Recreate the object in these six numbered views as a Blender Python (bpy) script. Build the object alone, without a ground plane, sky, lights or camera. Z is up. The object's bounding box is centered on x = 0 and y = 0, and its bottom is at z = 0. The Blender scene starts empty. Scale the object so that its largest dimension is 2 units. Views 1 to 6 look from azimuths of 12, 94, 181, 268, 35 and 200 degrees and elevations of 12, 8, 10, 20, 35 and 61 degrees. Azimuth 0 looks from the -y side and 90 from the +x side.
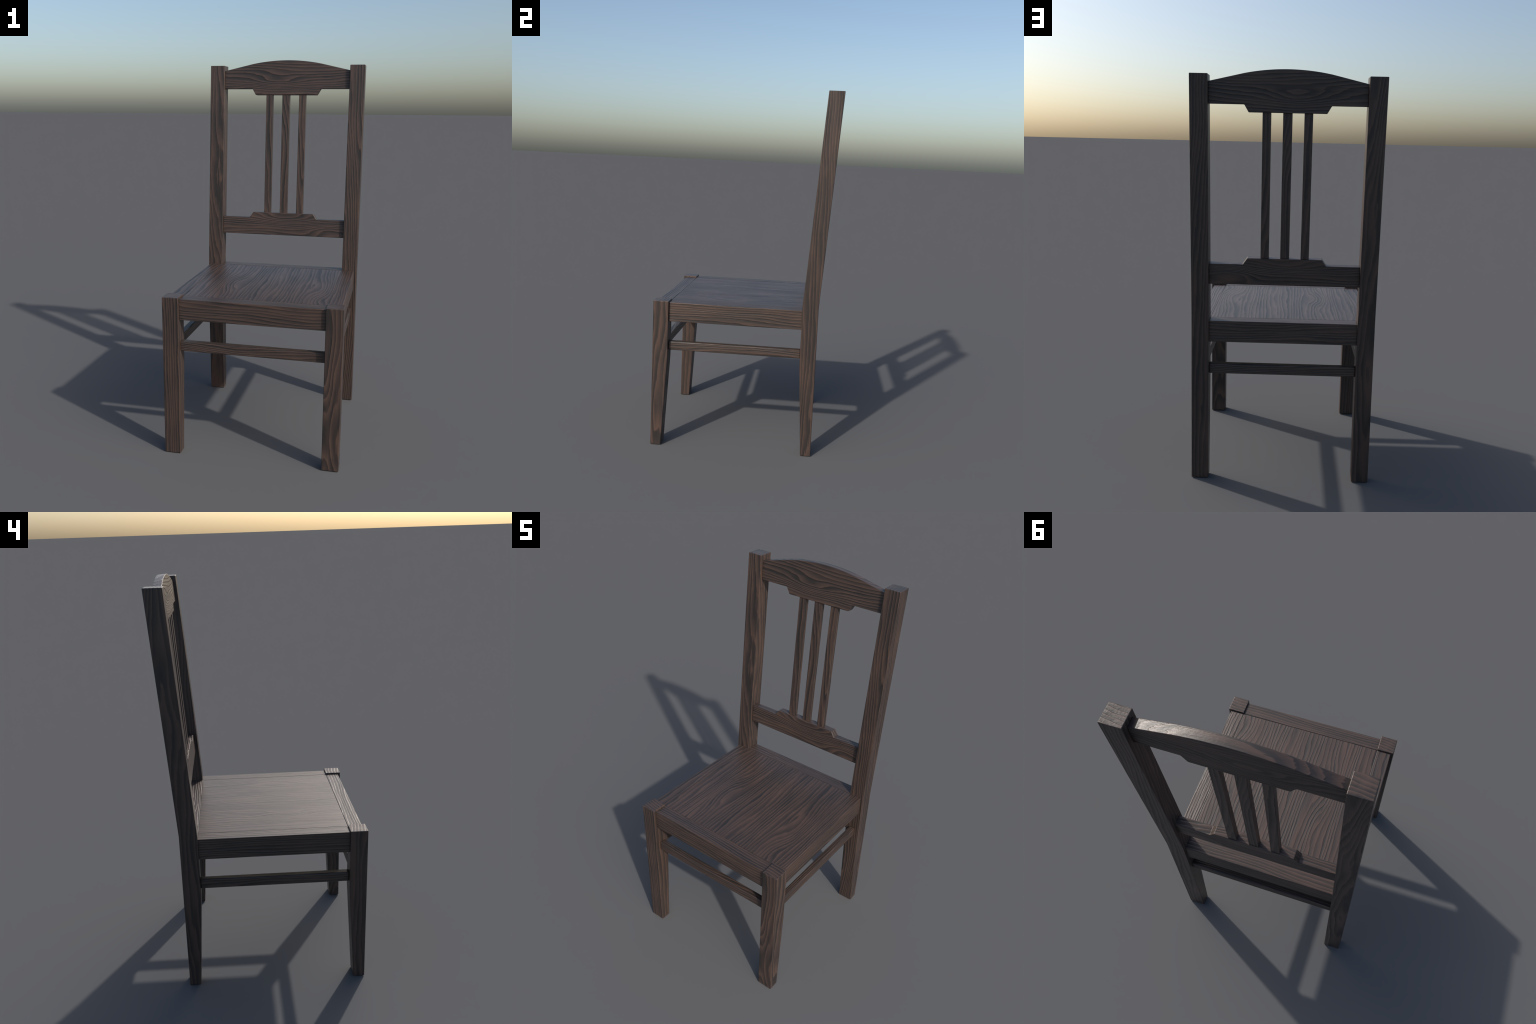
"""Dark-stained wooden dining chair: two tapered legs, two kinked backrest posts,
four seat rails round a flush seat panel, four stretchers, and an open back made
of an arched crest rail, a lower backrest rail and three thin slats."""
import bpy, bmesh
from math import radians, sqrt
from mathutils import Vector

# ------------------------------------------------------------------ sizes (m)
OUT = 0.4437            # half width over the legs
SEC = 0.0835            # leg section
INN = OUT - SEC         # inner face of the legs
LEG_FRONT, LEG_BACK = -0.4852, -0.4005
LEG_TOP = 0.8235
POST_F, POST_B = 0.3262, 0.4130      # post faces below the kink
KINK = 0.8330
POST_TOP = 1.9715
POST_TOP_F, POST_TOP_B = 0.4015, 0.4850
LEAN = (POST_TOP_F - POST_F) / (POST_TOP - KINK)
TAPER_Z = 0.515         # legs taper below this height
SEAT = 0.8147           # top of seat and rails
RAIL_LOW = 0.7090
STR_TOP, STR_LOW = 0.5935, 0.5443


def post_front(z):
    return POST_F + LEAN * (z - KINK)


# ------------------------------------------------------------------ materials
class Graph:
    """Small helper for wiring shader nodes."""

    def __init__(self, name):
        self.mat = bpy.data.materials.new(name)
        self.mat.use_nodes = True
        self.tree = self.mat.node_tree
        self.tree.nodes.clear()

    def node(self, kind, **props):
        n = self.tree.nodes.new(kind)
        for k, v in props.items():
            setattr(n, k, v)
        return n

    def put(self, value, socket):
        if isinstance(value, bpy.types.NodeSocket):
            self.tree.links.new(value, socket)
        else:
            socket.default_value = value

    def math(self, op, a, b=0.0, c=None):
        n = self.node('ShaderNodeMath', operation=op)
        self.put(a, n.inputs[0])
        self.put(b, n.inputs[1])
        if c is not None:
            self.put(c, n.inputs[2])
        return n.outputs[0]

    def madd(self, a, b, c):
        return self.math('MULTIPLY_ADD', a, b, c)

    def noise(self, u, v, g, su, sg, seed, detail=2.0, rough=0.5):
        """Noise stretched along the grain: su cells/m across, sg along."""
        co = self.node('ShaderNodeCombineXYZ')
        self.put(self.madd(u, su, seed * 3.7), co.inputs[0])
        self.put(self.madd(v, su, seed * 1.9 + 11.0), co.inputs[1])
        self.put(self.madd(g, sg, seed * 5.3 + 23.0), co.inputs[2])
        n = self.node('ShaderNodeTexNoise', noise_dimensions='3D')
        n.inputs['Scale'].default_value = 1.0
        n.inputs['Detail'].default_value = detail
        n.inputs['Roughness'].default_value = rough
        self.put(co.outputs[0], n.inputs['Vector'])
        return n.outputs[0]

    def ramp(self, fac, stops, interp='LINEAR'):
        n = self.node('ShaderNodeValToRGB')
        cr = n.color_ramp
        cr.interpolation = interp
        while len(cr.elements) < len(stops):
            cr.elements.new(0.5)
        for e, (p, v) in zip(cr.elements, stops):
            e.position = p
            e.color = v if len(v) == 4 else (*v, 1.0)
        self.put(fac, n.inputs[0])
        return n.outputs[0]


LIGHT = (0.087, 0.0543, 0.0418)     # brown early wood
MIDDLE = (0.053, 0.0362, 0.0302)
DARK = (0.0245, 0.0206, 0.0192)    # grey-black late wood, the stain sits here
SWAP = {'x': (2, 1, 0), 'y': (0, 2, 1), 'z': (0, 1, 2)}   # across, across, along


def wood(name, grain, seed, rings=80.0, across=1.0, depth=0.75, wander=5.0,
         flames=(), rough=0.40, relief=0.0014):
    """Growth rings as contours of a warped distance field, cut by every face.
    flames: (u, g, radius_u, radius_g, rings) bumps that bend the lines into
    the pointed cathedral figures and swirls seen on the boards."""
    s = Graph(name)
    tc = s.node('ShaderNodeTexCoord')
    xyz = s.node('ShaderNodeSeparateXYZ')
    s.put(tc.outputs['Object'], xyz.inputs[0])
    u, v, g = (xyz.outputs[i] for i in SWAP[grain])
    geo = s.node('ShaderNodeNewGeometry')
    nrm = s.node('ShaderNodeSeparateXYZ')
    s.put(geo.outputs['True Normal'], nrm.inputs[0])
    end = s.math('GREATER_THAN', s.math('ABSOLUTE', nrm.outputs[SWAP[grain][2]]), 0.8)
    # end grain shows the rings edge on, in lines that run across the part
    cu = s.madd(end, 0.12 * rings - across * rings, across * rings)
    cv = s.madd(end, 0.95 * rings - depth * rings, depth * rings)

    calm = s.madd(end, -0.8, 1.0)
    big = s.noise(u, v, g, 6.5, 1.5, seed, 1.5, 0.45)
    gap = s.noise(u, v, g, 13.0, 0.7, seed + 7.7, 1.0, 0.5)
    mid = s.noise(u, v, g, 22.0, 3.0, seed + 2.3, 2.0, 0.5)
    tiny = s.noise(u, v, g, 120.0, 12.0, seed + 4.1, 2.0, 0.6)
    warp = s.math('MULTIPLY', s.math('SUBTRACT', big, 0.5), wander * 1.6)
    warp = s.madd(s.math('SUBTRACT', gap, 0.5), 3.2, warp)
    warp = s.madd(s.math('SUBTRACT', mid, 0.5), 1.3, warp)
    warp = s.madd(s.math('SUBTRACT', tiny, 0.5), 0.45, warp)
    t = s.math('ADD', s.math('MULTIPLY', u, cu), s.math('MULTIPLY', v, cv))
    t = s.madd(warp, calm, t)
    for (fu, fg, ru, rg, amount) in flames:
        du = s.math('POWER', s.math('ABSOLUTE', s.math('MULTIPLY', s.math('SUBTRACT', u, fu), 1 / ru)), 2.0)
        dg = s.math('POWER', s.math('ABSOLUTE', s.math('MULTIPLY', s.math('SUBTRACT', g, fg), 1 / rg)), 2.0)
        bump = s.math('EXPONENT', s.math('MULTIPLY', s.math('ADD', du, dg), -1.0))
        t = s.madd(bump, amount, t)
    saw = s.math('FRACT', t)
    ring = s.ramp(saw, [(0.0, (0, 0, 0)), (0.10, (0.12,) * 3), (0.40, (0.50,) * 3),
                        (0.70, (1, 1, 1)), (0.88, (0.95,) * 3), (1.0, (0, 0, 0))])
    # no two rings are equally dark, and each fades in places
    dice = s.node('ShaderNodeTexWhiteNoise', noise_dimensions='1D')
    s.put(s.math('ADD', s.math('FLOOR', t), seed), dice.inputs['W'])
    weight = s.madd(dice.outputs['Value'], 0.50, 0.62)
    patch = s.ramp(s.noise(u, v, g, 22.0, 2.6, seed + 6.7, 2.0, 0.55),
                   [(0.32, (0.6,) * 3), (0.62, (1, 1, 1))])
    hair = s.noise(u, v, g, 420.0, 11.0, seed + 8.9, 2.0, 0.6)
    fleck = s.noise(u, v, g, 150.0, 60.0, seed + 9.9, 2.0, 0.6)
    tone = s.noise(u, v, g, 9.0, 3.6, seed + 1.3, 2.0, 0.5)
    strength = s.math('MULTIPLY', weight, patch)
    fac = s.math('MULTIPLY', ring, strength)
    fac = s.madd(s.math('MULTIPLY', s.math('SUBTRACT', hair, 0.5), calm), 0.70, fac)
    fac = s.madd(s.math('SUBTRACT', tone, 0.42), 0.7, fac)
    colour = s.ramp(fac, [(0.02, LIGHT), (0.40, MIDDLE), (0.92, DARK)])

    height = s.math('MULTIPLY', s.math('MULTIPLY', ring, strength), -1.0)
    height = s.math('MULTIPLY', height, s.madd(end, 0.4, 1.0))
    height = s.madd(s.math('MULTIPLY', hair, calm), -0.40, height)
    height = s.madd(fleck, -0.35, height)
    bump = s.node('ShaderNodeBump')
    bump.inputs['Strength'].default_value = 0.8
    bump.inputs['Distance'].default_value = relief
    s.put(height, bump.inputs['Height'])
    p = s.node('ShaderNodeBsdfPrincipled')
    s.put(colour, p.inputs['Base Color'])
    s.put(s.madd(fac, 0.08, rough - 0.03), p.inputs['Roughness'])
    p.inputs['Specular IOR Level'].default_value = 0.46
    s.put(bump.outputs[0], p.inputs['Normal'])
    out = s.node('ShaderNodeOutputMaterial')
    s.put(p.outputs[0], out.inputs[0])
    return s.mat


# ------------------------------------------------------------------ modelling
chair = bpy.data.objects.new('wooden_chair', None)
bpy.context.collection.objects.link(chair)
chair['label'] = 'dark brown stained wooden chair with slatted back'
chair['category'] = 'chair'


def prism(outline, axis, lo, hi):
    """Extrude a closed outline (pairs of the two other axes) along one axis."""
    order = {'x': lambda a, b, t: (t, a, b), 'y': lambda a, b, t: (a, t, b)}[axis]
    bm = bmesh.new()
    n = len(outline)
    r0 = [bm.verts.new(order(a, b, lo)) for a, b in outline]
    r1 = [bm.verts.new(order(a, b, hi)) for a, b in outline]
    bm.faces.new(r0)
    bm.faces.new(r1[::-1])
    for i in range(n):
        j = (i + 1) % n
        bm.faces.new((r0[j], r0[i], r1[i], r1[j]))
    bmesh.ops.recalc_face_normals(bm, faces=bm.faces)
    return bm


def box(x0, x1, y0, y1, z0, z1):
    return prism([(y0, z0), (y1, z0), (y1, z1), (y0, z1)], 'x', x0, x1)


def part(name, bm, material, bevel=0.003, segments=3, lean=False):
    """Finish a part: optional lean with the posts, rounded edges, own origin."""
    if lean:
        for v in bm.verts:
            y, z = v.co.y, v.co.z
            v.co.y = y + post_front(z)
            v.co.z = z - LEAN * (y - 0.0375)      # boards stay square
    zs = [v.co for v in bm.verts]
    centre = Vector([(min(c[i] for c in zs) + max(c[i] for c in zs)) / 2 for i in range(3)])
    for v in bm.verts:
        v.co -= centre
    me = bpy.data.meshes.new(name)
    bm.to_mesh(me)
    bm.free()
    ob = bpy.data.objects.new(name, me)
    bpy.context.collection.objects.link(ob)
    for f in me.polygons:
        f.use_smooth = True
    mod = ob.modifiers.new('round', 'BEVEL')
    mod.width = bevel
    mod.segments = segments
    mod.limit_method = 'ANGLE'
    mod.angle_limit = radians(28)
    mod.harden_normals = True
    mod.miter_outer = 'MITER_ARC'
    dg = bpy.context.evaluated_depsgraph_get()
    done = bpy.data.meshes.new_from_object(ob.evaluated_get(dg))
    ob.modifiers.clear()
    ob.data = done
    done.name = name
    bpy.data.meshes.remove(me)
    done.materials.clear()
    done.materials.append(material)
    ob.location = centre
    ob.parent = chair
    return ob


# --- the two tapered legs under the sitting edge
leg_outline = [(LEG_FRONT, 0.0), (-0.4285, 0.0), (LEG_BACK, TAPER_Z - 0.01),
               (LEG_BACK, LEG_TOP), (LEG_FRONT, LEG_TOP)]
for side, seed, opts in ((1, 3.1, dict(rings=62, across=0.6, depth=0.6, wander=4.5,
                                       flames=((-0.045, -0.22, 0.06, 0.26, 2.6),))),
                         (-1, 5.2, dict(rings=66, across=0.95, depth=0.5, wander=2.5))):
    a, b = sorted((side * INN, side * OUT))
    part('leg', prism(leg_outline, 'x', a, b), wood('leg_wood', 'z', seed, **opts), 0.003)

# --- the two posts: straight to the seat, leaning back above it
post_outline = [(0.3570, 0.0), (POST_B, 0.0), (POST_B, KINK + 0.005),
                (POST_TOP_B, POST_TOP), (POST_TOP_F, POST_TOP),
                (POST_F, KINK), (POST_F, TAPER_Z)]
for side, seed, opts in ((1, 7.4, dict(rings=66, across=0.95, depth=0.9, wander=2.5)),
                         (-1, 9.6, dict(rings=62, across=0.6, depth=0.7, wander=4.0))):
    a, b = sorted((side * INN, side * OUT))
    part('backrest_post', prism(post_outline, 'x', a, b), wood('post_wood', 'z', seed, **opts), 0.003)

# --- seat: four rails and a flush panel
T = 0.0006    # parts run this far into their neighbours
part('seat_rail', box(-INN - T, INN + T, -0.4712, LEG_BACK - 0.0005, RAIL_LOW, SEAT),
     wood('rail_wood', 'x', 12.3, rings=66, across=1.0, depth=0.9, wander=3.2), 0.0025)
part('seat_rail', box(-INN - T, INN + T, POST_F, 0.3985, RAIL_LOW, SEAT),
     wood('rail_wood', 'x', 14.8, rings=72, across=1.0, depth=1.0, wander=3.2), 0.0025)
for side, seed in ((1, 17.1), (-1, 19.9)):
    a, b = sorted((side * INN, side * 0.4300))
    part('seat_rail', box(a, b, LEG_BACK - T, POST_F + T, RAIL_LOW, SEAT),
         wood('rail_wood', 'y', seed, rings=64, across=0.95, depth=1.0, wander=3.0), 0.0025)
part('seat_panel', box(-INN, INN, LEG_BACK, POST_F, SEAT - 0.035, SEAT - 0.0003),
     wood('panel_wood', 'y', 23.7, rings=52, across=1.0, depth=0.5, wander=3.0,
          flames=((-0.175, -0.07, 0.050, 0.15, 2.9), (0.31, -0.04, 0.055, 0.22, -2.0),
                  (0.31, -0.28, 0.045, 0.10, 1.8)), relief=0.0009), 0.0023)

# --- stretchers
part('stretcher', box(-INN - T, INN + T, -0.4595, -0.4240, STR_LOW, STR_TOP),
     wood('stretcher_wood', 'x', 27.5, rings=80), 0.005)
part('stretcher', box(-INN - T, INN + T, 0.3530, 0.3900, STR_LOW, STR_TOP),
     wood('stretcher_wood', 'x', 29.1, rings=80), 0.005)
for side, seed in ((1, 31.4), (-1, 33.8)):
    a, b = sorted((side * 0.3845, side * 0.4187))
    part('stretcher', box(a, b, LEG_BACK - T, POST_F + T, STR_LOW, STR_TOP),
         wood('stretcher_wood', 'y', seed, rings=80), 0.005)

# --- crest rail: straight shoulders, an arc between them, a stepped lower edge
SHOULDER_X, SHOULDER_Z, APEX, END_Z = 0.198, 1.9792, 1.9988, 1.9416
rise = APEX - SHOULDER_Z
radius = (SHOULDER_X ** 2 + rise ** 2) / (2 * rise)
ARC = 32
arc = []
for i in range(ARC + 1):
    x = SHOULDER_X - 2 * SHOULDER_X * i / ARC
    arc.append((x, APEX - radius + sqrt(radius ** 2 - x * x)))
E_ = INN + T
crest = ([(-E_, 1.8420), (-0.198, 1.8420), (-0.178, 1.8075), (0.178, 1.8075),
          (0.198, 1.8420), (E_, 1.8420), (E_, END_Z)] + arc + [(-E_, END_Z)])
part('crest_rail', prism(crest, 'y', 0.0165, 0.0575),
     wood('crest_wood', 'x', 37.2, rings=52, across=1.0, depth=0.7, wander=3.6,
          flames=((-0.02, -0.05, 0.05, 0.12, 2.2),)), 0.0028, lean=True)

# --- lower backrest rail
lower = [(-E_, 0.9998), (E_, 0.9998), (E_, 1.1005), (0.199, 1.1005), (0.178, 1.1310),
         (-0.178, 1.1310), (-0.199, 1.1005), (-E_, 1.1005)]
part('backrest_rail', prism(lower, 'y', 0.0180, 0.0625),
     wood('rail_wood', 'x', 41.9, rings=62, across=1.0, depth=0.8, wander=5.0,
          flames=((0.045, 0.0, 0.045, 0.15, 2.2), (-0.02, 0.25, 0.035, 0.11, -2.2))), 0.0028, lean=True)

# --- slats: they lean a little less than the posts
SLAT_LOW, SLAT_HIGH = 1.1300, 1.8085
for x0, x1, seed in ((-0.1150, -0.0757, 43.3), (-0.0214, 0.0214, 47.6), (0.0757, 0.1150, 52.2)):
    side_view = [(0.3760, SLAT_LOW), (0.4048, SLAT_LOW), (0.4385, SLAT_HIGH), (0.4105, SLAT_HIGH)]
    part('backrest_slat', prism(side_view, 'x', x0, x1),
         wood('slat_wood', 'z', seed, rings=62, across=0.7, depth=0.7, wander=3.5), 0.0018)
